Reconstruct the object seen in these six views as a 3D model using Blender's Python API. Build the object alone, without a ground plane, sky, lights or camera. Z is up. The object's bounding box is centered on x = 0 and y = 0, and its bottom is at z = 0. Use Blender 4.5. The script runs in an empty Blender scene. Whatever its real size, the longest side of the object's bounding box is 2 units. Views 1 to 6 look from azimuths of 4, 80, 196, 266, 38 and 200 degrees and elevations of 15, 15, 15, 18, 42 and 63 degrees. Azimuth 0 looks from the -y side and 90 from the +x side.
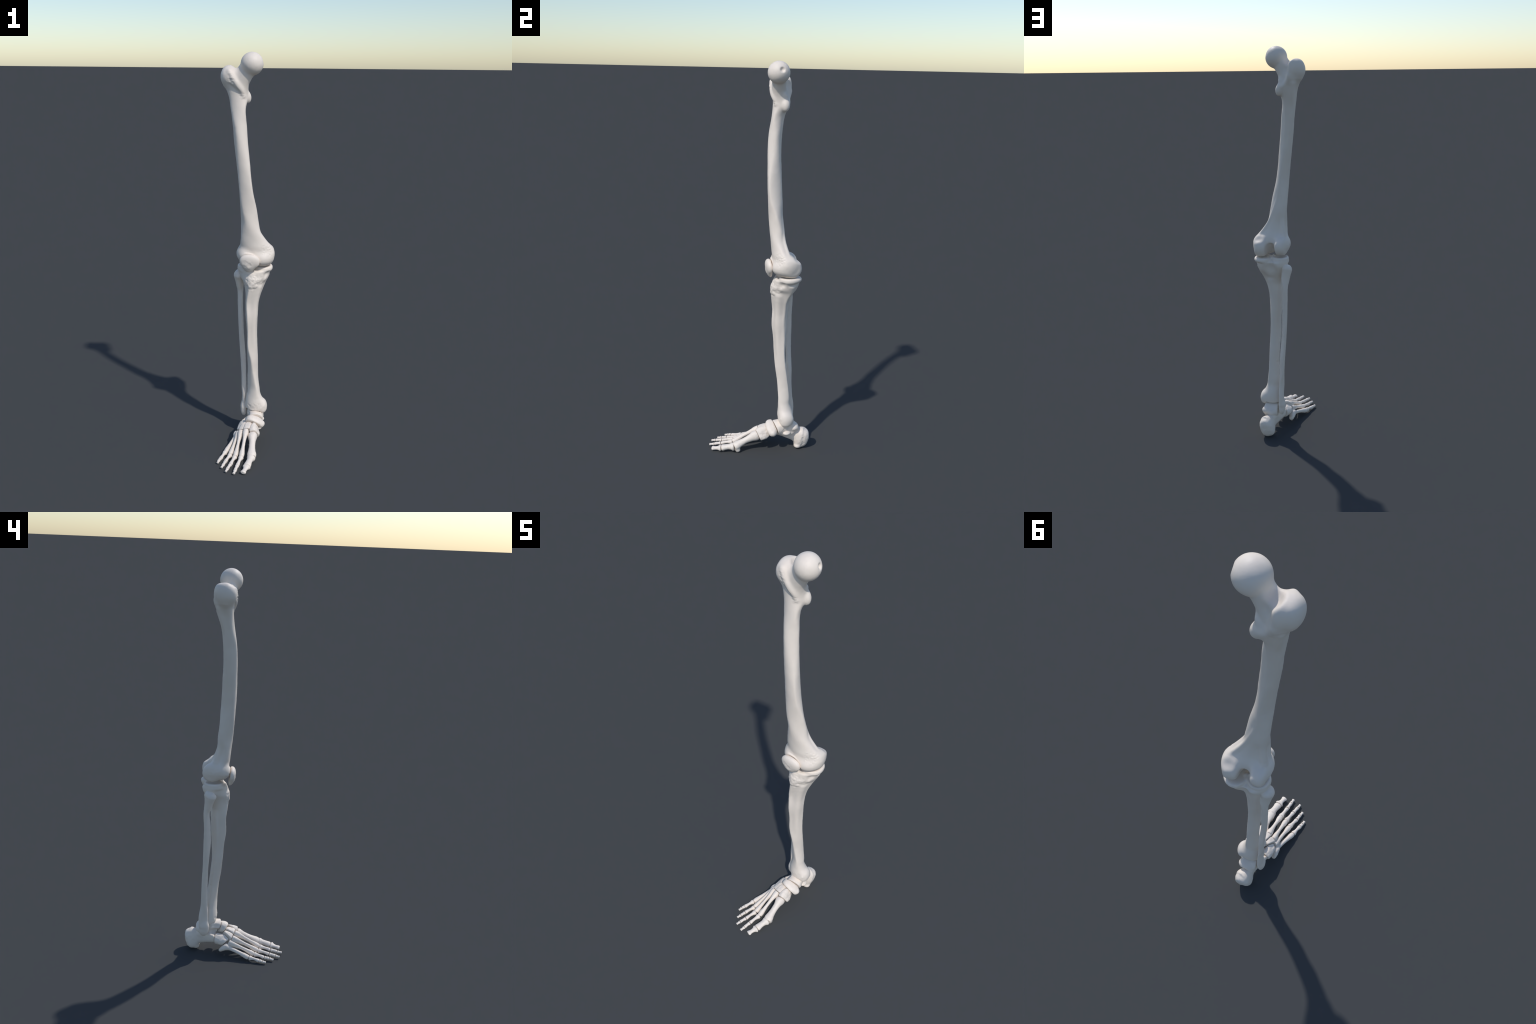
"""Bones of a human right leg (femur, knee cap, tibia, fibula, foot), modelled
part by part as smooth blends of simple solids (lofted shafts, ellipsoids, drums,
capsule ridges) that are turned into meshes with a surface-nets mesher."""
import bpy
import math
import numpy as np

F32 = np.float32


# --------------------------------------------------------------------------
#  small vector helpers
# --------------------------------------------------------------------------
def V(*a):
    return np.array(a, float)


def unit(v):
    v = np.asarray(v, float)
    return v / np.linalg.norm(v)


def frame(fwd, up=(0, 0, 1)):
    """rows: side, up, forward"""
    f = unit(fwd)
    s = unit(np.cross(f, up))
    u = np.cross(s, f)
    return np.array([s, u, f])


def euler(rx=0, ry=0, rz=0):
    rx, ry, rz = (math.radians(q) for q in (rx, ry, rz))
    cx, sx, cy, sy, cz, sz = math.cos(rx), math.sin(rx), math.cos(ry), math.sin(ry), math.cos(rz), math.sin(rz)
    X = np.array([[1, 0, 0], [0, cx, -sx], [0, sx, cx]])
    Y = np.array([[cy, 0, sy], [0, 1, 0], [-sy, 0, cy]])
    Z = np.array([[cz, -sz, 0], [sz, cz, 0], [0, 0, 1]])
    return (Z @ Y @ X).T          # rows are local axes


def smooth_curve(ts, ys, t):
    """monotone-ish cubic through the stations (Catmull-Rom tangents)"""
    ts = np.asarray(ts, float)
    ys = np.asarray(ys, float)
    if ys.ndim == 1:
        ys = ys[:, None]
    m = np.gradient(ys, ts, axis=0) if len(ts) > 2 else np.repeat((ys[1:] - ys[:1]) / (ts[1] - ts[0]), 2, 0)
    t = np.clip(t, ts[0], ts[-1])
    i = np.clip(np.searchsorted(ts, t, side='right') - 1, 0, len(ts) - 2)
    h = (ts[i + 1] - ts[i])
    q = ((t - ts[i]) / h)[:, None]
    h = h[:, None]
    return ((2 * q**3 - 3 * q**2 + 1) * ys[i] + (q**3 - 2 * q**2 + q) * h * m[i]
            + (-2 * q**3 + 3 * q**2) * ys[i + 1] + (q**3 - q**2) * h * m[i + 1])


# --------------------------------------------------------------------------
#  smooth value noise
# --------------------------------------------------------------------------
def _hash(i, j, k, seed):
    n = (i * 73856093) ^ (j * 19349663) ^ (k * 83492791) ^ (seed * 2654435761)
    n = (n ^ (n >> 13)) * 1274126177
    n = n ^ (n >> 16)
    return ((n & 0xffff).astype(F32) / 32767.5) - 1.0


def noise(x, y, z, seed=0):
    x, y, z = np.broadcast_arrays(x, y, z)
    i, j, k = (np.floor(q).astype(np.int64) for q in (x, y, z))
    fx, fy, fz = x - i, y - j, z - k
    fx, fy, fz = (q * q * q * (q * (q * 6 - 15) + 10) for q in (fx, fy, fz))
    out = 0
    for a in (0, 1):
        for b in (0, 1):
            for c in (0, 1):
                w = (fx if a else 1 - fx) * (fy if b else 1 - fy) * (fz if c else 1 - fz)
                out = out + w * _hash(i + a, j + b, k + c, seed)
    return out


# --------------------------------------------------------------------------
#  solids: each is (distance function, low corner, high corner)
# --------------------------------------------------------------------------
def ball(c, r, rot=None, p=2.0):
    """ellipsoid; p > 2 makes it boxier"""
    c = np.asarray(c, float)
    r = np.full(3, r, float) if np.isscalar(r) else np.asarray(r, float)
    R = np.eye(3) if rot is None else rot

    def fn(x, y, z):
        x, y, z = x - c[0], y - c[1], z - c[2]
        q = [R[i, 0] * x + R[i, 1] * y + R[i, 2] * z for i in range(3)]
        if p == 2.0:
            k0 = np.sqrt(sum((q[i] / r[i])**2 for i in range(3)))
            k1 = np.sqrt(sum((q[i] / r[i]**2)**2 for i in range(3))) + 1e-9
            return k0 * (k0 - 1) / k1
        k0 = (sum(np.abs(q[i] / r[i])**p for i in range(3)) + 1e-12)**(1 / p)
        g = np.sqrt(sum((np.abs(q[i] / r[i])**(p - 1) / r[i])**2 for i in range(3))) / k0**(p - 1) + 1e-9
        return (k0 - 1) / g
    ext = np.sqrt(((R * r[:, None])**2).sum(0)) if p == 2.0 else np.abs(R * r[:, None]).sum(0)
    return fn, c - ext, c + ext


def chain(pts, radii):
    """ridge: a polyline of capsules whose radius runs along it"""
    pts = np.asarray(pts, float)
    radii = np.full(len(pts), radii, float) if np.isscalar(radii) else np.asarray(radii, float)
    if len(pts) > 2:
        s = np.arange(len(pts))
        t = np.linspace(0, len(pts) - 1, (len(pts) - 1) * 4 + 1)
        pts = smooth_curve(s, pts, t)
        radii = np.interp(t, s, radii)

    def fn(x, y, z):
        out = None
        for a, b, ra, rb in zip(pts[:-1], pts[1:], radii[:-1], radii[1:]):
            d = b - a
            px, py, pz = x - a[0], y - a[1], z - a[2]
            h = np.clip((px * d[0] + py * d[1] + pz * d[2]) / (d @ d), 0, 1)
            e = np.sqrt((px - h * d[0])**2 + (py - h * d[1])**2 + (pz - h * d[2])**2) - (ra + (rb - ra) * h)
            out = e if out is None else np.minimum(out, e)
        return out
    return fn, (pts - radii[:, None]).min(0), (pts + radii[:, None]).max(0)


def smax(a, b, k):
    h = np.clip(0.5 - 0.5 * (b - a) / k, 0, 1)
    return b + (a - b) * h + k * h * (1 - h)


def smin(a, b, k):
    h = np.clip(0.5 + 0.5 * (b - a) / k, 0, 1)
    return b + (a - b) * h - k * h * (1 - h)


def drum(c, axis, ra, rb, half, up=(0, 0, 1), rnd=0.01):
    """elliptical disc with a rounded rim: ra along the side, rb along up"""
    c = np.asarray(c, float)
    R = frame(axis, up)

    def fn(x, y, z):
        x, y, z = x - c[0], y - c[1], z - c[2]
        s, u, f = (R[i, 0] * x + R[i, 1] * y + R[i, 2] * z for i in range(3))
        rho = np.sqrt((s / ra)**2 + (u / rb)**2)
        rad = np.sqrt(s * s + u * u)
        d = np.where(rho > 1e-4, rad - rad / np.maximum(rho, 1e-4), -min(ra, rb))
        return smax(d, np.abs(f) - half, rnd)
    ext = np.abs(R[0]) * ra + np.abs(R[1]) * rb + np.abs(R[2]) * half
    return fn, c - ext, c + ext


def column(knots):
    """vertical shaft.  Each knot: height, centre x y, mean half width, then the
    two-lobed (oval) and three-lobed (triangular) parts of the half width."""
    K = np.array(sorted(knots), float)
    zs = np.arange(K[0, 0], K[-1, 0] + 1e-6, 0.004)
    P = smooth_curve(K[:, 0], K[:, 1:], zs)
    ph = np.linspace(-np.pi, np.pi, 97)
    th = np.linspace(-np.pi, np.pi, 145)[:-1]
    Hs = (P[:, 2:3] + P[:, 3:4] * np.cos(2 * th) + P[:, 4:5] * np.sin(2 * th)
          + P[:, 5:6] * np.cos(3 * th) + P[:, 6:7] * np.sin(3 * th))
    cs = np.cos(ph[:, None] - th[None, :])
    ok = cs > 0.2
    tab = np.empty((len(zs), len(ph)))
    for n in range(len(zs)):
        tab[n] = np.where(ok, Hs[n][None, :] / np.where(ok, cs, 1), 9).min(1)
    for _ in range(2):                       # round the corners a little
        core = tab[:, :-1]
        core = 0.5 * core + 0.25 * (np.roll(core, 1, 1) + np.roll(core, -1, 1))
        tab = np.concatenate([core, core[:, :1]], 1)

    def fn(x, y, z):
        zz = np.clip(z.ravel(), zs[0], zs[-1])
        cx = np.interp(zz, zs, P[:, 0]).reshape(z.shape)
        cy = np.interp(zz, zs, P[:, 1]).reshape(z.shape)
        dx, dy = x - cx, y - cy
        a = (np.arctan2(dy, dx) + np.pi) / (2 * np.pi) * 96
        ia = np.clip(a.astype(int), 0, 95)
        fa = a - ia
        b = np.clip((z - zs[0]) / 0.004, 0, len(zs) - 1.001)
        ib = b.astype(int)
        fb = b - ib
        ib = np.broadcast_to(ib, ia.shape)
        r = ((tab[ib, ia] * (1 - fa) + tab[ib, ia + 1] * fa) * (1 - fb)
             + (tab[ib + 1, ia] * (1 - fa) + tab[ib + 1, ia + 1] * fa) * fb)
        d = np.sqrt(dx * dx + dy * dy) - r
        e = np.maximum(zs[0] - z, z - zs[-1])
        return smax(d, e, 0.012)
    R = np.abs(K[:, 3:]).sum(1).max() * 1.2
    return fn, V(K[:, 1].min() - R, K[:, 2].min() - R, zs[0]), V(K[:, 1].max() + R, K[:, 2].max() + R, zs[-1])


def loft(A, B, stations, up=(0, 0, 1), cap=0.006, p=2.0):
    """bone along A-B.  Station: fraction, half width, half height, side offset, up offset"""
    A, B = np.asarray(A, float), np.asarray(B, float)
    L = np.linalg.norm(B - A)
    R = frame(B - A, up)
    S = np.array([tuple(s) + (0,) * (5 - len(s)) for s in stations], float)
    ts = np.linspace(0, 1, 81)
    P = smooth_curve(S[:, 0], S[:, 1:], ts)

    def fn(x, y, z):
        x, y, z = x - A[0], y - A[1], z - A[2]
        s, u, f = (R[i, 0] * x + R[i, 1] * y + R[i, 2] * z for i in range(3))
        t = np.clip(f / L, 0, 1)
        w, h, os, ou = (np.interp(t.ravel(), ts, P[:, i]).reshape(t.shape) for i in range(4))
        s, u = s - os, u - ou
        rho = ((np.abs(s) / w)**p + (np.abs(u) / h)**p + 1e-12)**(1 / p)
        rad = np.sqrt(s * s + u * u)
        d = np.where(rho > 0.02, rad - rad / np.maximum(rho, 0.02), -np.minimum(w, h))
        return smax(d, np.abs(f - L / 2) - L / 2, cap)
    m = S[:, 1:3].max() + np.abs(S[:, 3:5]).max()
    return fn, np.minimum(A, B) - m, np.maximum(A, B) + m


# --------------------------------------------------------------------------
#  a bone: distance field on a grid, then a mesh
# --------------------------------------------------------------------------
class Bone:
    def __init__(self, lo, hi, h=0.002):
        self.h = h
        self.lo = np.asarray(lo, float)
        n = np.ceil((np.asarray(hi, float) - self.lo) / h).astype(int) + 1
        self.ax = [(self.lo[i] + h * np.arange(n[i])).astype(F32) for i in range(3)]
        self.F = np.full(tuple(n), 0.05, F32)

    def _box(self, lo, hi, m):
        sl = []
        for i in range(3):
            a = int(np.clip(np.floor((lo[i] - m - self.lo[i]) / self.h), 0, len(self.ax[i])))
            b = int(np.clip(np.ceil((hi[i] + m - self.lo[i]) / self.h) + 1, 0, len(self.ax[i])))
            sl.append(slice(a, b))
        g = [self.ax[0][sl[0]][:, None, None], self.ax[1][sl[1]][None, :, None], self.ax[2][sl[2]][None, None, :]]
        return tuple(sl), g

    def add(self, solid, k=0.01):
        fn, lo, hi = solid
        sl, g = self._box(lo, hi, k + 0.012)
        self.F[sl] = smin(self.F[sl], fn(*g), k)
        return self

    def cut(self, solid, k=0.008):
        fn, lo, hi = solid
        sl, g = self._box(lo, hi, k + 0.004)
        self.F[sl] = smax(self.F[sl], -fn(*g), k)
        return self

    def clip(self, point, normal, k=0.004):
        """cut away what lies beyond a joint face"""
        n = unit(normal)
        g = [self.ax[0][:, None, None], self.ax[1][None, :, None], self.ax[2][None, None, :]]
        d = sum(n[i] * (g[i] - point[i]) for i in range(3))
        self.F = smax(self.F, d, k).astype(F32)
        return self

    def rough(self, c, r, amp, size, seed=1, rot=None, sharp=False):
        """lumps of a given size inside an oval patch"""
        fn, lo, hi = ball(c, r, rot)
        sl, g = self._box(lo, hi, 0.0)
        d = fn(*g)
        m = np.clip(-d / (0.45 * np.min(r)), 0, 1)
        m = m * m * (3 - 2 * m)
        s = np.broadcast_to(np.asarray(size, float), (3,))
        nz = noise(g[0] / s[0], g[1] / s[1], g[2] / s[2], seed) \
            + 0.5 * noise(g[0] / s[0] * 2.1 + 7, g[1] / s[1] * 2.1, g[2] / s[2] * 2.1, seed + 9)
        if sharp:
            nz = 0.6 - 2.0 * np.abs(nz)
        self.F[sl] -= (amp * m * nz).astype(F32)
        return self

    def grain(self, amp, size, seed=3):
        g = [self.ax[0][:, None, None], self.ax[1][None, :, None], self.ax[2][None, None, :]]
        s = np.broadcast_to(np.asarray(size, float), (3,))
        near = np.abs(self.F) < 0.012
        idx = np.nonzero(near)
        x, y, z = (self.ax[i][idx[i]] for i in range(3))
        nz = noise(x / s[0], y / s[1], z / s[2], seed) + 0.5 * noise(x / s[0] * 2.2, y / s[1] * 2.2, z / s[2] * 2.2, seed + 5)
        self.F[idx] -= (amp * nz).astype(F32)
        return self

    # ---- surface nets -----------------------------------------------------
    def mesh(self, name):
        F, h = self.F, self.h
        I = F < 0
        cnt = np.zeros(tuple(s - 1 for s in F.shape), np.uint8)
        for a in (0, 1):
            for b in (0, 1):
                for c in (0, 1):
                    cnt += I[a:F.shape[0] - 1 + a, b:F.shape[1] - 1 + b, c:F.shape[2] - 1 + c]
        act = (cnt > 0) & (cnt < 8)
        idx = np.full(act.shape, -1, np.int64)
        cells = np.argwhere(act)
        idx[act] = np.arange(len(cells))
        acc = np.zeros((len(cells), 3))
        num = np.zeros(len(cells))
        ci, cj, ck = cells.T
        for axis in range(3):
            o = [q for q in range(3) if q != axis]
            for a in (0, 1):
                for b in (0, 1):
                    d0 = np.zeros(3, int)
                    d0[o[0]], d0[o[1]] = a, b
                    d1 = d0.copy()
                    d1[axis] = 1
                    f0 = F[ci + d0[0], cj + d0[1], ck + d0[2]].astype(float)
                    f1 = F[ci + d1[0], cj + d1[1], ck + d1[2]].astype(float)
                    x = (f0 < 0) != (f1 < 0)
                    t = np.where(x, f0 / np.where(x, f0 - f1, 1), 0)
                    acc += (d0 + t[:, None] * (d1 - d0)) * x[:, None]
                    num += x
        P = cells + acc / num[:, None]
        # settle the vertices on the zero surface
        for _ in range(3):
            v, g = self._sample(P)
            g2 = (g * g).sum(1) + 1e-12
            P = P - np.clip(v / g2, -0.6, 0.6)[:, None] * g * 0.9 if False else P - (np.clip(v / g2, -1e3, 1e3)[:, None] * g).clip(-0.35, 0.35)
        quads = []
        for axis in range(3):
            o = [q for q in range(3) if q != axis]
            A = [slice(None)] * 3
            B = [slice(None)] * 3
            A[axis], B[axis] = slice(0, -1), slice(1, None)
            for q in o:
                A[q] = slice(1, -1)
                B[q] = slice(1, -1)
            s0, s1 = I[tuple(A)], I[tuple(B)]
            e = np.argwhere(s0 != s1)
            e[:, o[0]] += 1
            e[:, o[1]] += 1
            neg = I[e[:, 0], e[:, 1], e[:, 2]]
            cs = []
            for a, b in ((1, 1), (0, 1), (0, 0), (1, 0)):
                q = e.copy()
                q[:, o[0]] -= a
                q[:, o[1]] -= b
                cs.append(idx[q[:, 0], q[:, 1], q[:, 2]])
            Q = np.stack(cs, 1)
            flip = neg if axis == 1 else ~neg
            Q[flip] = Q[flip][:, ::-1]
            quads.append(Q)
        Q = np.concatenate(quads)
        Q = Q[(Q >= 0).all(1)]
        co = self.lo + P * h
        me = bpy.data.meshes.new(name)
        me.vertices.add(len(co))
        me.vertices.foreach_set('co', co.astype(F32).ravel())
        me.loops.add(Q.size)
        me.loops.foreach_set('vertex_index', Q.astype(np.int32).ravel())
        me.polygons.add(len(Q))
        me.polygons.foreach_set('loop_start', np.arange(0, Q.size, 4, dtype=np.int32))
        me.update(calc_edges=True)
        me.validate()
        me.polygons.foreach_set('use_smooth', np.ones(len(me.polygons), bool))
        return me

    def _sample(self, P):
        F = self.F
        n = np.array(F.shape)
        P = np.clip(P, 0, n - 1.001)
        i = P.astype(int)
        f = P - i
        c = [[[F[i[:, 0] + a, i[:, 1] + b, i[:, 2] + d].astype(float) for d in (0, 1)] for b in (0, 1)] for a in (0, 1)]
        x, y, z = f.T
        lx = [[c[0][b][d] * (1 - x) + c[1][b][d] * x for d in (0, 1)] for b in (0, 1)]
        gx = [[c[1][b][d] - c[0][b][d] for d in (0, 1)] for b in (0, 1)]
        ly = [lx[0][d] * (1 - y) + lx[1][d] * y for d in (0, 1)]
        v = ly[0] * (1 - z) + ly[1] * z
        gX = (gx[0][0] * (1 - y) + gx[1][0] * y) * (1 - z) + (gx[0][1] * (1 - y) + gx[1][1] * y) * z
        gY = (lx[1][0] - lx[0][0]) * (1 - z) + (lx[1][1] - lx[0][1]) * z
        gZ = ly[1] - ly[0]
        return v, np.stack([gX, gY, gZ], 1)


# --------------------------------------------------------------------------
#  material
# --------------------------------------------------------------------------
def bone_material(name, pale, dark, grain=0.25):
    m = bpy.data.materials.new(name)
    m.use_nodes = True
    nt = m.node_tree
    N, L = nt.nodes, nt.links
    bs = N['Principled BSDF']
    bs.inputs['Roughness'].default_value = 0.52
    bs.inputs['Specular IOR Level'].default_value = 0.35
    tc = N.new('ShaderNodeTexCoord')
    n1 = N.new('ShaderNodeTexNoise')
    n1.inputs['Scale'].default_value = 14
    n1.inputs['Detail'].default_value = 5
    L.new(tc.outputs['Object'], n1.inputs['Vector'])
    ramp = N.new('ShaderNodeValToRGB')
    ramp.color_ramp.elements[0].position = 0.36
    ramp.color_ramp.elements[0].color = (*dark, 1)
    ramp.color_ramp.elements[1].position = 0.62
    ramp.color_ramp.elements[1].color = (*pale, 1)
    L.new(n1.outputs['Fac'], ramp.inputs['Fac'])
    L.new(ramp.outputs['Color'], bs.inputs['Base Color'])
    n2 = N.new('ShaderNodeTexNoise')
    n2.inputs['Scale'].default_value = 160
    n2.inputs['Detail'].default_value = 4
    L.new(tc.outputs['Object'], n2.inputs['Vector'])
    bp = N.new('ShaderNodeBump')
    bp.inputs['Strength'].default_value = grain
    bp.inputs['Distance'].default_value = 0.001
    L.new(n2.outputs['Fac'], bp.inputs['Height'])
    L.new(bp.outputs['Normal'], bs.inputs['Normal'])
    return m


# --------------------------------------------------------------------------
#  femur
# --------------------------------------------------------------------------
def femur():
    b = Bone((-0.15, 0.0, 0.95), (0.145, 0.21, 2.01), 0.002)
    b.add(column([
        (1.850, -0.0590, 0.0915, 0.0500, 0.0065, 0.0020, -0.0010, 0.0),
        (1.800, -0.0475, 0.0850, 0.0420, 0.0035, 0.0030, -0.0010, -0.0015),
        (1.740, -0.0462, 0.0705, 0.0337, 0.0020, -0.0010, -0.0014, -0.0026),
        (1.660, -0.0412, 0.0617, 0.0328, 0.0007, -0.0013, 0.0021, 0.0003),
        (1.580, -0.0336, 0.0566, 0.0326, 0.0002, -0.0009, 0.0009, 0.0004),
        (1.500, -0.0229, 0.0551, 0.0335, -0.0010, -0.0013, 0.0001, -0.0019),
        (1.420, -0.0128, 0.0546, 0.0340, -0.0023, -0.0010, -0.0014, -0.0037),
        (1.340, -0.0049, 0.0578, 0.0349, -0.0014, -0.0004, -0.0004, -0.0038),
        (1.260, 0.0012, 0.0655, 0.0378, 0.0025, -0.0007, 0.0035, -0.0001),
        (1.200, 0.0073, 0.0727, 0.0402, 0.0032, -0.0006, 0.0018, 0.0019),
        (1.140, 0.0175, 0.0745, 0.0430, 0.0070, 0.0030, -0.0009, -0.0010),
        (1.100, 0.0280, 0.0820, 0.0520, 0.0125, 0.0050, 0.0, -0.0010),
        (1.070, 0.0370, 0.0920, 0.0620, 0.0160, 0.0050, 0.0, 0.0),
        (1.035, 0.0370, 0.0990, 0.0660, 0.0200, 0.0000, 0.0, 0.0)]))
    # --- upper end
    b.add(ball((-0.088, 0.085, 1.888), (0.0445, 0.048, 0.047), p=2.2), 0.022)      # greater trochanter
    b.add(ball((-0.088, 0.096, 1.907), (0.033, 0.033, 0.031), p=2.5), 0.015)
    b.add(ball((-0.066, 0.117, 1.880), (0.023, 0.024, 0.052), euler(ry=-8)), 0.018)   # its hind crest
    b.add(chain([(-0.060, 0.128, 1.86), (-0.036, 0.122, 1.828), (-0.014, 0.106, 1.80)], [0.006, 0.006, 0.010]), 0.02)
    b.add(loft((-0.058, 0.080, 1.856), (0.010, 0.062, 1.940),
               [(0, 0.042, 0.056), (0.3, 0.036, 0.049), (0.65, 0.034, 0.042), (1, 0.040, 0.042)]), 0.02)  # neck
    b.add(ball((-0.009, 0.103, 1.793), (0.019, 0.018, 0.027), euler(ry=-10)), 0.014)  # lesser trochanter
    b.cut(ball((-0.037, 0.132, 1.898), (0.020, 0.026, 0.032)), 0.02)      # fossa
    b.cut(ball((-0.054, 0.100, 1.938), (0.022, 0.030, 0.025)), 0.015)
    b.cut(ball((-0.022, 0.140, 1.850), (0.026, 0.022, 0.030)), 0.02)
    b.add(ball((0.017, 0.061, 1.947), 0.0530), 0.005)                     # head
    b.cut(ball((0.070, 0.070, 1.961), (0.013, 0.012, 0.012)), 0.007)      # fovea
    b.add(chain([(-0.088, 0.046, 1.912), (-0.073, 0.041, 1.885), (-0.051, 0.042, 1.854), (-0.030, 0.050, 1.826), (-0.022, 0.060, 1.80)],
                [0.003, 0.005, 0.005, 0.004, 0.002]), 0.020)              # line between the trochanters
    b.cut(chain([(-0.094, 0.028, 1.895), (-0.084, 0.025, 1.872), (-0.066, 0.028, 1.845), (-0.048, 0.036, 1.822)], [0.003, 0.006, 0.006, 0.003]), 0.010)
    b.rough((-0.080, 0.034, 1.872), (0.024, 0.026, 0.040), 0.0008, (0.012, 0.012, 0.007), 4)
    b.rough((-0.020, 0.045, 1.800), (0.025, 0.02, 0.02), 0.0010, (0.010, 0.010, 0.006), 6)
    # --- rough line down the back
    b.add(chain([(-0.034, 0.098, 1.76), (-0.037, 0.088, 1.66), (-0.031, 0.083, 1.56), (-0.021, 0.083, 1.46),
                 (-0.008, 0.086, 1.36), (0.008, 0.092, 1.26), (0.032, 0.097, 1.19), (0.060, 0.104, 1.13), (0.096, 0.117, 1.072)],
                [0.003, 0.003, 0.003, 0.003, 0.003, 0.003, 0.004, 0.006, 0.010]), 0.012)
    b.add(chain([(-0.012, 0.082, 1.34), (-0.014, 0.090, 1.24), (-0.019, 0.101, 1.15), (-0.026, 0.113, 1.08)],
                [0.002, 0.004, 0.008, 0.013]), 0.020)
    b.add(chain([(-0.076, 0.112, 1.825), (-0.069, 0.101, 1.78), (-0.061, 0.085, 1.73), (-0.052, 0.073, 1.68), (-0.043, 0.065, 1.62)],
                [0.013, 0.014, 0.013, 0.012, 0.008]), 0.014)              # outer buttress below the trochanter
    # --- lower end
    b.add(drum((0.087, 0.138, 1.014), (1, 0.10, 0.0), 0.046, 0.048, 0.031, rnd=0.028), 0.022)   # inner condyle
    b.add(drum((-0.019, 0.134, 1.023), (1, -0.06, 0.0), 0.047, 0.046, 0.026, rnd=0.022), 0.026)  # outer condyle
    b.add(ball((0.0945, 0.122, 1.036), (0.033, 0.042, 0.034)), 0.02)       # inner epicondyle
    b.add(ball((0.089, 0.112, 1.012), (0.036, 0.048, 0.036)), 0.02)
    b.add(ball((-0.030, 0.118, 1.028), (0.025, 0.040, 0.030)), 0.02)      # outer epicondyle
    b.add(ball((-0.014, 0.084, 1.028), (0.036, 0.040, 0.042)), 0.02)      # kneecap track, outer lip
    b.add(ball((0.068, 0.086, 1.010), (0.044, 0.044, 0.038)), 0.02)       # inner lip
    b.add(ball((0.030, 0.089, 1.025), (0.040, 0.038, 0.040)), 0.02)
    b.cut(chain([(0.022, 0.022, 1.050), (0.026, 0.026, 1.01), (0.030, 0.060, 0.965)], [0.010, 0.018, 0.02]), 0.02)
    b.add(chain([(-0.040, 0.064, 1.018), (-0.014, 0.049, 1.040), (0.022, 0.049, 1.038), (0.048, 0.050, 1.022),
                 (0.066, 0.050, 0.998), (0.082, 0.075, 0.979), (0.100, 0.110, 0.973)],
                [0.003, 0.0045, 0.0045, 0.0045, 0.0045, 0.004, 0.003]), 0.005)   # rim of the joint surface
    b.cut(ball((0.032, 0.185, 0.985), (0.023, 0.085, 0.056)), 0.012)      # notch between condyles
    b.cut(ball((0.100, 0.168, 1.070), (0.024, 0.016, 0.016)), 0.02)
    b.rough((0.10, 0.07, 1.06), (0.05, 0.04, 0.04), 0.0010, (0.010, 0.010, 0.006), 7)
    b.rough((-0.05, 0.12, 1.02), (0.03, 0.05, 0.04), 0.0008, 0.018, 11)
    b.grain(0.0003, 0.03, 5)
    return b.mesh('femur')


def patella():
    b = Bone((-0.05, 0.0, 0.93), (0.08, 0.07, 1.06), 0.0016)
    R = euler(rx=8)
    b.add(ball((0.013, 0.036, 1.006), (0.050, 0.021, 0.037), R, 2.2))
    b.add(ball((0.008, 0.041, 0.972), (0.024, 0.014, 0.023), R), 0.02)
    b.clip((0.0, 0.0460, 1.0), (0, 1, 0.12), 0.008)
    b.rough((0.0, 0.015, 0.99), (0.035, 0.02, 0.03), 0.0012, 0.016, 3)
    return b.mesh('patella')


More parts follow.
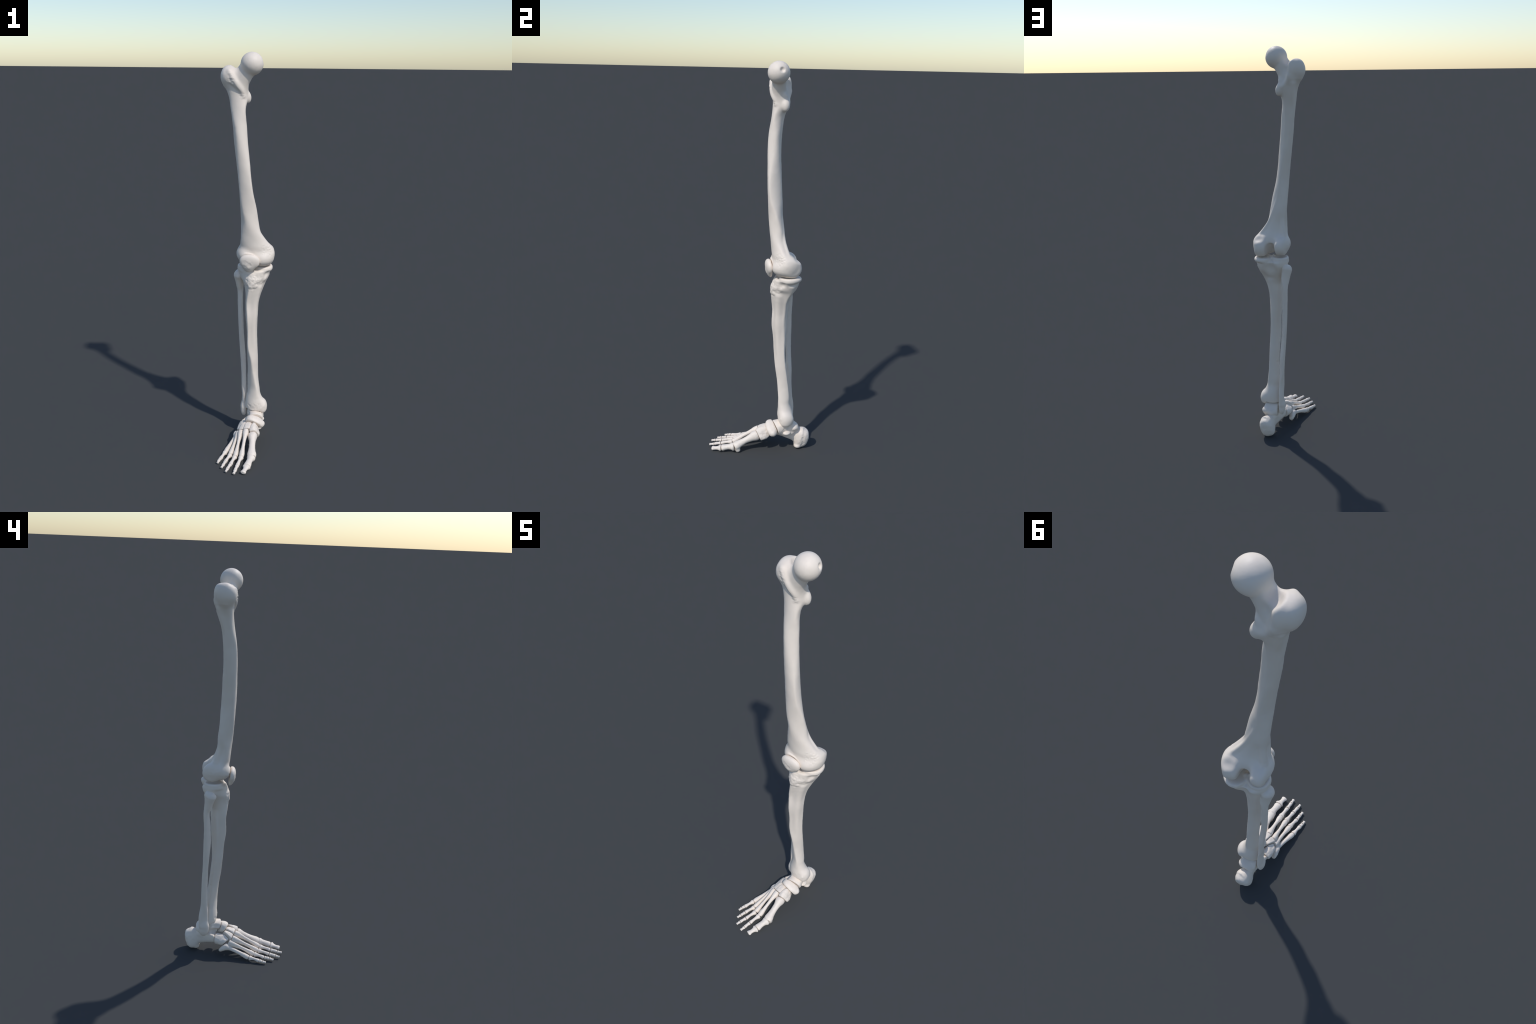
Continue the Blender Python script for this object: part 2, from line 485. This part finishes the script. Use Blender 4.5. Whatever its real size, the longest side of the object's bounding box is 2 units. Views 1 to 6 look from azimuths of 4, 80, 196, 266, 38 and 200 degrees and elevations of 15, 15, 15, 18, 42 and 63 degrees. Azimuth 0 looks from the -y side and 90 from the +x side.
# --------------------------------------------------------------------------
#  tibia and fibula
# --------------------------------------------------------------------------
def tibia():
    b = Bone((-0.08, 0.02, 0.12), (0.14, 0.21, 1.0), 0.002)
    b.add(column([
        (0.952, 0.0340, 0.1240, 0.0760, 0.0108, 0.0, 0.0, 0.0),
        (0.925, 0.0300, 0.1225, 0.0730, 0.0075, 0.0000, 0.0, 0.0040),
        (0.900, 0.0310, 0.1140, 0.0660, 0.0030, 0.0020, 0.0, 0.0040),
        (0.880, 0.0300, 0.1070, 0.0580, 0.0005, 0.0040, 0.0020, 0.0070),
        (0.860, 0.0285, 0.1010, 0.0500, 0.0005, 0.0050, 0.0030, 0.0065),
        (0.830, 0.0250, 0.0955, 0.0420, 0.0000, 0.0060, 0.0040, 0.0050),
        (0.780, 0.0171, 0.0953, 0.0367, -0.0028, 0.0072, 0.0063, 0.0029),
        (0.700, 0.0159, 0.0927, 0.0336, -0.0049, 0.0050, 0.0049, 0.0023),
        (0.620, 0.0186, 0.0942, 0.0288, -0.0038, 0.0080, 0.0043, 0.0034),
        (0.540, 0.0209, 0.0991, 0.0273, -0.0008, 0.0066, 0.0027, 0.0023),
        (0.460, 0.0258, 0.1069, 0.0272, -0.0010, 0.0025, 0.0001, 0.0031),
        (0.400, 0.0282, 0.1142, 0.0266, -0.0003, 0.0028, -0.0019, 0.0030),
        (0.340, 0.0296, 0.1203, 0.0285, 0.0002, 0.0005, -0.0037, 0.0026),
        (0.290, 0.0320, 0.1245, 0.0315, 0.0009, -0.0025, -0.0030, 0.0021),
        (0.260, 0.0330, 0.1250, 0.0330, 0.0015, -0.0020, -0.0020, 0.0010),
        (0.235, 0.0340, 0.1290, 0.0390, 0.0030, -0.0020, -0.0010, 0.0),
        (0.207, 0.0400, 0.1320, 0.0470, 0.0060, -0.0020, 0.0, 0.0),
        (0.185, 0.0410, 0.1335, 0.0490, 0.0080, -0.0020, 0.0, 0.0),
        (0.162, 0.0410, 0.1335, 0.0470, 0.0080, -0.0020, 0.0, 0.0)]))
    b.add(chain([(0.050, 0.083, 0.86), (0.034, 0.086, 0.78), (0.0286, 0.0866, 0.70), (0.026, 0.090, 0.62), (0.028, 0.097, 0.54), (0.026, 0.107, 0.46)],
                [0.017, 0.017, 0.015, 0.013, 0.011, 0.004]), 0.022)              # flat inner face of the shin
    b.add(chain([(0.003, 0.104, 0.84), (-0.0067, 0.1078, 0.78), (-0.0053, 0.104, 0.70), (0.002, 0.103, 0.62), (0.004, 0.108, 0.54), (0.006, 0.1175, 0.46), (0.0085, 0.1250, 0.40)],
                [0.002, 0.006, 0.006, 0.006, 0.006, 0.006, 0.004]), 0.010)       # sharp border towards the fibula
    b.add(chain([(0.0375, 0.128, 0.84), (0.027, 0.121, 0.78), (0.025, 0.117, 0.70), (0.0255, 0.113, 0.62), (0.024, 0.104, 0.54)],
                [0.011, 0.011, 0.011, 0.010, 0.004]), 0.02)                     # hind inner border
    # upper end: two dished plateaus
    b.add(drum((0.074, 0.132, 0.954), (0, 0, 1), 0.048, 0.057, 0.011, up=(0, 1, 0), rnd=0.012), 0.008)
    b.add(drum((-0.010, 0.124, 0.955), (0, 0, 1), 0.045, 0.047, 0.015, up=(0, 1, 0), rnd=0.012), 0.010)
    b.add(chain([(0.024, 0.124, 0.955), (0.022, 0.125, 0.976)], [0.008, 0.004]), 0.01)
    b.add(chain([(0.043, 0.126, 0.955), (0.044, 0.127, 0.976)], [0.008, 0.004]), 0.01)
    b.cut(ball((0.075, 0.130, 0.978), (0.036, 0.047, 0.016)), 0.008)
    b.cut(ball((-0.012, 0.126, 0.985), (0.036, 0.044, 0.020)), 0.008)
    b.cut(ball((0.030, 0.212, 0.960), (0.014, 0.030, 0.05)), 0.014)
    b.cut(ball((0.028, 0.194, 0.902), (0.032, 0.034, 0.048)), 0.02)
    b.cut(ball((0.104, 0.080, 0.928), (0.016, 0.018, 0.010)), 0.014)      # hollow under the inner rim
    b.cut(ball((0.115, 0.150, 0.928), (0.010, 0.035, 0.008)), 0.010)
    b.add(ball((0.020, 0.066, 0.893), (0.027, 0.020, 0.040)), 0.015)      # shin bump
    b.rough((0.022, 0.048, 0.895), (0.046, 0.035, 0.060), 0.0018, (0.014, 0.014, 0.013), 12)
    b.rough((0.07, 0.07, 0.905), (0.035, 0.04, 0.03), 0.0018, 0.018, 15)
    # lower end
    b.add(ball((0.077, 0.134, 0.182), (0.023, 0.036, 0.034)), 0.015)      # inner ankle knob
    b.add(ball((0.082, 0.128, 0.163), (0.013, 0.021, 0.018)), 0.012)
    b.cut(drum((0.030, 0.135, 0.138), (1, 0.05, 0), 0.060, 0.033, 0.035, rnd=0.006), 0.006)
    b.cut(chain([(-0.034, 0.168, 0.15), (-0.026, 0.168, 0.24), (-0.022, 0.168, 0.30)], [0.017, 0.010, 0.004]), 0.012)
    b.rough((0.05, 0.10, 0.19), (0.06, 0.04, 0.03), 0.0010, 0.012, 18)
    b.grain(0.0003, 0.03, 6)
    return b.mesh('tibia')


def fibula():
    b = Bone((-0.10, 0.09, 0.09), (0.02, 0.21, 0.95), 0.0018)
    b.add(column([
        (0.900, -0.0490, 0.1410, 0.0230, -0.0010, 0.0020, 0.0, 0.0),
        (0.870, -0.0460, 0.1480, 0.0200, -0.0008, 0.0042, -0.0008, 0.0022),
        (0.820, -0.0439, 0.1557, 0.0154, -0.0003, -0.0004, -0.0009, -0.0003),
        (0.740, -0.0427, 0.1525, 0.0156, -0.0019, -0.0017, -0.0018, 0.0013),
        (0.660, -0.0401, 0.1513, 0.0163, -0.0024, -0.0018, -0.0013, 0.0008),
        (0.580, -0.0384, 0.1536, 0.0153, -0.0015, -0.0028, 0.0008, -0.0009),
        (0.500, -0.0337, 0.1570, 0.0148, -0.0002, -0.0030, 0.0021, -0.0019),
        (0.420, -0.0288, 0.1602, 0.0148, -0.0010, -0.0011, 0.0006, 0.0001),
        (0.340, -0.0262, 0.1612, 0.0144, -0.0015, -0.0014, 0.0011, -0.0005),
        (0.280, -0.0225, 0.1605, 0.0160, -0.0030, 0.0005, -0.0010, -0.0010),
        (0.220, -0.0215, 0.1640, 0.0190, -0.0060, 0.0000, 0.0, 0.0),
        (0.160, -0.0235, 0.1630, 0.0205, -0.0055, 0.0000, 0.0, 0.0)]))
    b.add(chain([(-0.050, 0.1395, 0.905), (-0.048, 0.145, 0.880), (-0.0455, 0.150, 0.845)], [0.0265, 0.0205, 0.0150]), 0.010)
    b.add(ball((-0.046, 0.154, 0.917), (0.017, 0.014, 0.016)), 0.014)
    b.add(ball((-0.049, 0.124, 0.903), (0.012, 0.012, 0.010)), 0.012)
    b.add(ball((-0.0240, 0.160, 0.146), (0.0170, 0.026, 0.041), euler(rx=8)), 0.014)
    b.grain(0.0003, 0.03, 8)
    return b.mesh('fibula')


# --------------------------------------------------------------------------
#  foot
# --------------------------------------------------------------------------
GAP = 0.0009
# joint corners on the back of the foot
K1, K2, K3 = V(0.037, 0.028, 0.131), V(0.003, 0.044, 0.137), V(-0.004, 0.064, 0.116)
K4, K5, K6, K7, K8 = V(0.019, -0.007, 0.128), V(-0.012, 0.004, 0.117), V(-0.037, 0.019, 0.097), V(-0.047, 0.039, 0.074), V(-0.044, 0.071, 0.050)
N_TALUS = unit((0.12, -0.93, -0.34))
P_TALUS = V(0.049, 0.077, 0.140)
N_NAV = unit((-0.22, -0.82, -0.52))
P_NAV = V(0.020, 0.039, 0.1315)
N_HEEL = unit((-0.25, -0.95, 0.05))
P_HEEL = V(-0.020, 0.101, 0.09)


def joint_faces(b, faces, k=0.004):
    for p, n in faces:
        n = unit(n)
        b.clip(np.asarray(p, float) - n * GAP, n, k)
    return b


MT = [  # base, head
    (V(0.038, -0.011, 0.088), V(0.0445, -0.137, 0.0300)),
    (V(0.004, -0.002, 0.107), V(-0.007, -0.140, 0.0295)),
    (V(-0.023, 0.011, 0.091), V(-0.039, -0.131, 0.0248)),
    (V(-0.038, 0.029, 0.075), V(-0.066, -0.109, 0.0200)),
    (V(-0.043, 0.050, 0.057), V(-0.095, -0.081, 0.0165))]
N_FIFTH = (-0.5, -0.65, -0.55)
P_FIFTH = V(-0.0445, 0.055, 0.065)


# hollow between heel bone and talus
SINUS = ball((-0.016, 0.102, 0.121), (0.040, 0.026, 0.015), euler(rz=-12, ry=8))


def calcaneus():
    b = Bone((-0.05, 0.07, -0.006), (0.11, 0.275, 0.15), 0.0015)
    b.add(ball((0.039, 0.225, 0.055), (0.037, 0.036, 0.053), euler(ry=10, rx=-14), 2.7))
    b.clip((0.041, 0.2665, 0.058), (0.05, 1, 0.0), 0.010)
    b.add(loft((0.044, 0.225, 0.066), (-0.010, 0.092, 0.090),
               [(0, 0.028, 0.046), (0.35, 0.023, 0.037), (0.7, 0.024, 0.031), (1, 0.026, 0.028)], p=2.4), 0.015)
    b.add(ball((0.028, 0.165, 0.098), (0.028, 0.030, 0.020)), 0.015)
    b.add(ball((0.066, 0.136, 0.105), (0.022, 0.022, 0.010), euler(ry=10)), 0.012)   # shelf under the talus
    b.add(ball((0.050, 0.200, 0.014), (0.020, 0.018, 0.012)), 0.012)
    b.add(ball((0.022, 0.200, 0.016), (0.012, 0.014, 0.012)), 0.012)
    joint_faces(b, [(P_HEEL, N_HEEL)])
    b.cut(SINUS, 0.010)
    b.clip((0, 0, -0.001), (0, 0, -1), 0.004)
    b.rough((0.048, 0.235, 0.05), (0.06, 0.05, 0.07), 0.0012, 0.016, 21)
    b.grain(0.0005, 0.018, 22)
    return b.mesh('calcaneus')


def talus():
    b = Bone((-0.03, 0.05, 0.08), (0.11, 0.23, 0.19), 0.0015)
    b.add(drum((0.034, 0.140, 0.124), (1, 0.05, 0), 0.052, 0.041, 0.036, rnd=0.010))
    b.add(ball((0.046, 0.090, 0.130), (0.038, 0.034, 0.028), euler(ry=18)), 0.02)
    b.add(loft((0.040, 0.130, 0.138), (0.044, 0.07, 0.136), [(0, 0.034, 0.026), (0.5, 0.026, 0.022), (1, 0.030, 0.025)]), 0.02)
    b.add(ball((0.049, 0.178, 0.128), (0.032, 0.026, 0.020)), 0.012)
    b.add(ball((0.026, 0.182, 0.119), (0.020, 0.022, 0.018)), 0.012)
    joint_faces(b, [(P_TALUS, N_TALUS)])
    b.cut(ball((-0.005, 0.095, 0.150), (0.016, 0.022, 0.016)), 0.012)
    b.cut(SINUS, 0.012)
    b.rough((0.06, 0.11, 0.13), (0.04, 0.04, 0.04), 0.0012, 0.016, 24)
    return b.mesh('talus')


def navicular():
    b = Bone((-0.02, 0.01, 0.07), (0.12, 0.11, 0.18), 0.0013)
    b.add(ball((0.038, 0.060, 0.125), (0.044, 0.034, 0.029), euler(ry=22), 2.5))
    b.add(ball((0.076, 0.062, 0.111), (0.020, 0.019, 0.018)), 0.015)
    joint_faces(b, [(P_TALUS, -N_TALUS), (P_NAV, N_NAV), (K3, V(-0.8, 0.2, -0.5))])
    b.grain(0.0008, 0.016, 25)
    return b.mesh('navicular')


def outward(n):
    return -n if n[0] > 0 else n


def midfoot():
    out = []
    wall12 = outward(unit(np.cross(K4 - K1, V(0.35, 0.1, -1))))       # walls between neighbours
    wall23 = outward(unit(np.cross(K5 - K2, V(0.25, 0.1, -1))))
    wall3c = outward(unit(np.cross(K6 - K3, V(0.25, 0.1, -1))))
    b = Bone((0.0, -0.04, 0.05), (0.10, 0.07, 0.16), 0.0013)
    b.add(ball((0.043, 0.012, 0.099), (0.022, 0.044, 0.034), euler(ry=-24, rx=16), 2.6))
    b.add(ball((0.056, 0.008, 0.082), (0.014, 0.024, 0.014)), 0.012)
    joint_faces(b, [(P_NAV, -N_NAV), (MT[0][0], MT[0][1] - MT[0][0]), (K1, wall12)])
    out.append(b.grain(0.0013, 0.016, 31).mesh('cuneiform'))
    b = Bone((-0.03, -0.03, 0.07), (0.06, 0.07, 0.16), 0.0013)
    b.add(ball((0.012, 0.018, 0.104), (0.026, 0.036, 0.025), euler(rx=18, ry=-12), 2.8))
    joint_faces(b, [(P_NAV, -N_NAV), (MT[1][0], MT[1][1] - MT[1][0]), (K1, -wall12), (K2, wall23)])
    out.append(b.grain(0.0010, 0.016, 32).mesh('cuneiform'))
    b = Bone((-0.06, -0.02, 0.06), (0.04, 0.09, 0.15), 0.0013)
    b.add(ball((-0.012, 0.032, 0.094), (0.030, 0.040, 0.024), euler(rx=18, ry=-26), 2.8))
    joint_faces(b, [(P_NAV, -N_NAV), (MT[2][0], MT[2][1] - MT[2][0]), (K2, -wall23), (K3, wall3c)])
    out.append(b.grain(0.0010, 0.016, 33).mesh('cuneiform'))
    b = Bone((-0.08, 0.0, 0.03), (0.03, 0.13, 0.14), 0.0013)
    b.add(ball((-0.018, 0.064, 0.078), (0.029, 0.052, 0.028), euler(rz=-14, rx=14, ry=-40), 2.8))
    joint_faces(b, [(P_HEEL, -N_HEEL), (MT[3][0], MT[3][1] - MT[3][0]), (P_FIFTH, N_FIFTH),
                    (K3, -wall3c), (K3, V(0.8, -0.2, 0.5))])
    out.append(b.grain(0.0011, 0.016, 34).mesh('cuboid'))
    return out


def long_bone(name, A, B, base, waist, head, flat=(1.0, 1.0, 1.0), seed=0, bow=0.0, h=0.0012, cap=0.005, extra=None, room=0.012):
    A, B = np.asarray(A, float), np.asarray(B, float)
    d = unit(B - A)
    A, B = A + d * GAP, B - d * GAP
    st = [(0.0, base * 0.94, base * flat[0] * 0.94), (0.10, base, base * flat[0]),
          (0.30, 0.5 * (base + waist) * 0.88, 0.5 * (base * flat[0] + waist * flat[1]) * 0.92, 0, bow * 0.6),
          (0.55, waist, waist * flat[1], 0, bow),
          (0.75, waist * 0.6 + head * 0.4, (waist * flat[1]) * 0.6 + head * flat[2] * 0.4, 0, bow * 0.6),
          (0.90, head, head * flat[2]), (1.0, head * 0.92, head * flat[2] * 0.92)]
    m = max(base, head) * max(flat) + room
    b = Bone(np.minimum(A, B) - m, np.maximum(A, B) + m, h)
    b.add(loft(A, B, st, cap=cap))
    if extra:
        extra(b)
    b.clip((0, 0, -0.0005), (0, 0, -1), 0.002)
    b.grain(base * 0.032, base * 1.1, seed)
    b.grain(0.00025, 0.0055, seed + 2)
    return b.mesh(name)


def metatarsals():
    out = []

    def first(b):
        b.add(ball((0.053, -0.120, 0.014), (0.009, 0.013, 0.013)), 0.008)
        b.add(ball((0.034, -0.119, 0.014), (0.009, 0.013, 0.013)), 0.008)

    def fifth(b):
        b.add(chain([(-0.051, 0.040, 0.055), (-0.050, 0.056, 0.049), (-0.049, 0.068, 0.042)], [0.016, 0.017, 0.0150]), 0.012)
        joint_faces(b, [(P_FIFTH, -np.array(N_FIFTH))], 0.010)
    out.append(long_bone('metatarsal', *MT[0], 0.024, 0.0160, 0.0230, (1.15, 1.0, 0.92), 41, 0.003, extra=first))
    out.append(long_bone('metatarsal', *MT[1], 0.0150, 0.0080, 0.0130, (1.1, 1.1, 1.05), 42, 0.003))
    out.append(long_bone('metatarsal', *MT[2], 0.0145, 0.0078, 0.0125, (1.2, 1.1, 1.05), 43, 0.003))
    out.append(long_bone('metatarsal', *MT[3], 0.0135, 0.0080, 0.0125, (1.2, 1.1, 1.05), 44, 0.003))
    out.append(long_bone('metatarsal', *MT[4], 0.0130, 0.0095, 0.0128, (1.0, 1.0, 1.0), 45, 0.002, extra=fifth, room=0.03))
    return out


TOES = [
    [MT[0][1], V(0.028, -0.204, 0.0180), V(0.011, -0.254, 0.0105)],
    [MT[1][1], V(-0.021, -0.202, 0.0178), V(-0.028, -0.237, 0.0118), V(-0.033, -0.263, 0.0085)],
    [MT[2][1], V(-0.057, -0.192, 0.0150), V(-0.068, -0.226, 0.0112), V(-0.074, -0.248, 0.0082)],
    [MT[3][1], V(-0.086, -0.164, 0.0122), V(-0.093, -0.191, 0.0102), V(-0.100, -0.213, 0.0070)],
    [MT[4][1], V(-0.114, -0.135, 0.0104), V(-0.120, -0.151, 0.0094), V(-0.1245, -0.171, 0.0070)]]


def phalanges():
    out = []
    s = 60
    for i, J in enumerate(TOES):
        if i == 0:
            out.append(long_bone('proximal_phalanx', J[0], J[1], 0.0220, 0.0155, 0.0180, (0.95, 0.9, 0.85), s, 0.002))
            out.append(long_bone('distal_phalanx', J[1], J[2], 0.0205, 0.0100, 0.0135, (0.75, 0.85, 0.65), s + 1, 0.0))
        else:
            q = (0, 1.0, 0.97, 0.97, 0.97)[i]
            out.append(long_bone('proximal_phalanx', J[0], J[1], 0.0130 * q, 0.0075 * q, 0.0100 * q, (1.0, 0.95, 0.9), s, 0.002, 0.001, 0.004))
            out.append(long_bone('middle_phalanx', J[1], J[2], 0.0100 * q, 0.0076 * q, 0.0088 * q, (0.9, 0.9, 0.85), s + 1, 0.001, 0.001, 0.003))
            out.append(long_bone('distal_phalanx', J[2], J[3], 0.0088 * q, 0.0058 * q, 0.0070 * q, (0.85, 0.85, 0.8), s + 2, 0.0, 0.001, 0.003))
        s += 5
    return out


# --------------------------------------------------------------------------
#  assemble
# --------------------------------------------------------------------------
def build():
    bone = bone_material('bone', (0.90, 0.80, 0.70), (0.875, 0.775, 0.68))
    root = bpy.data.objects.new('leg_skeleton', None)
    root['label'] = 'pale bones of a human leg standing with its foot'
    root['category'] = 'leg bones'
    bpy.context.scene.collection.objects.link(root)
    meshes = [femur(), patella(), tibia(), fibula(), calcaneus(), talus(), navicular()]
    meshes += midfoot() + metatarsals() + phalanges()
    for me in meshes:
        base = me.name.split('.')[0]
        ob = bpy.data.objects.new(base, me)
        ob.parent = root
        me.materials.append(bone)
        bpy.context.scene.collection.objects.link(ob)


build()
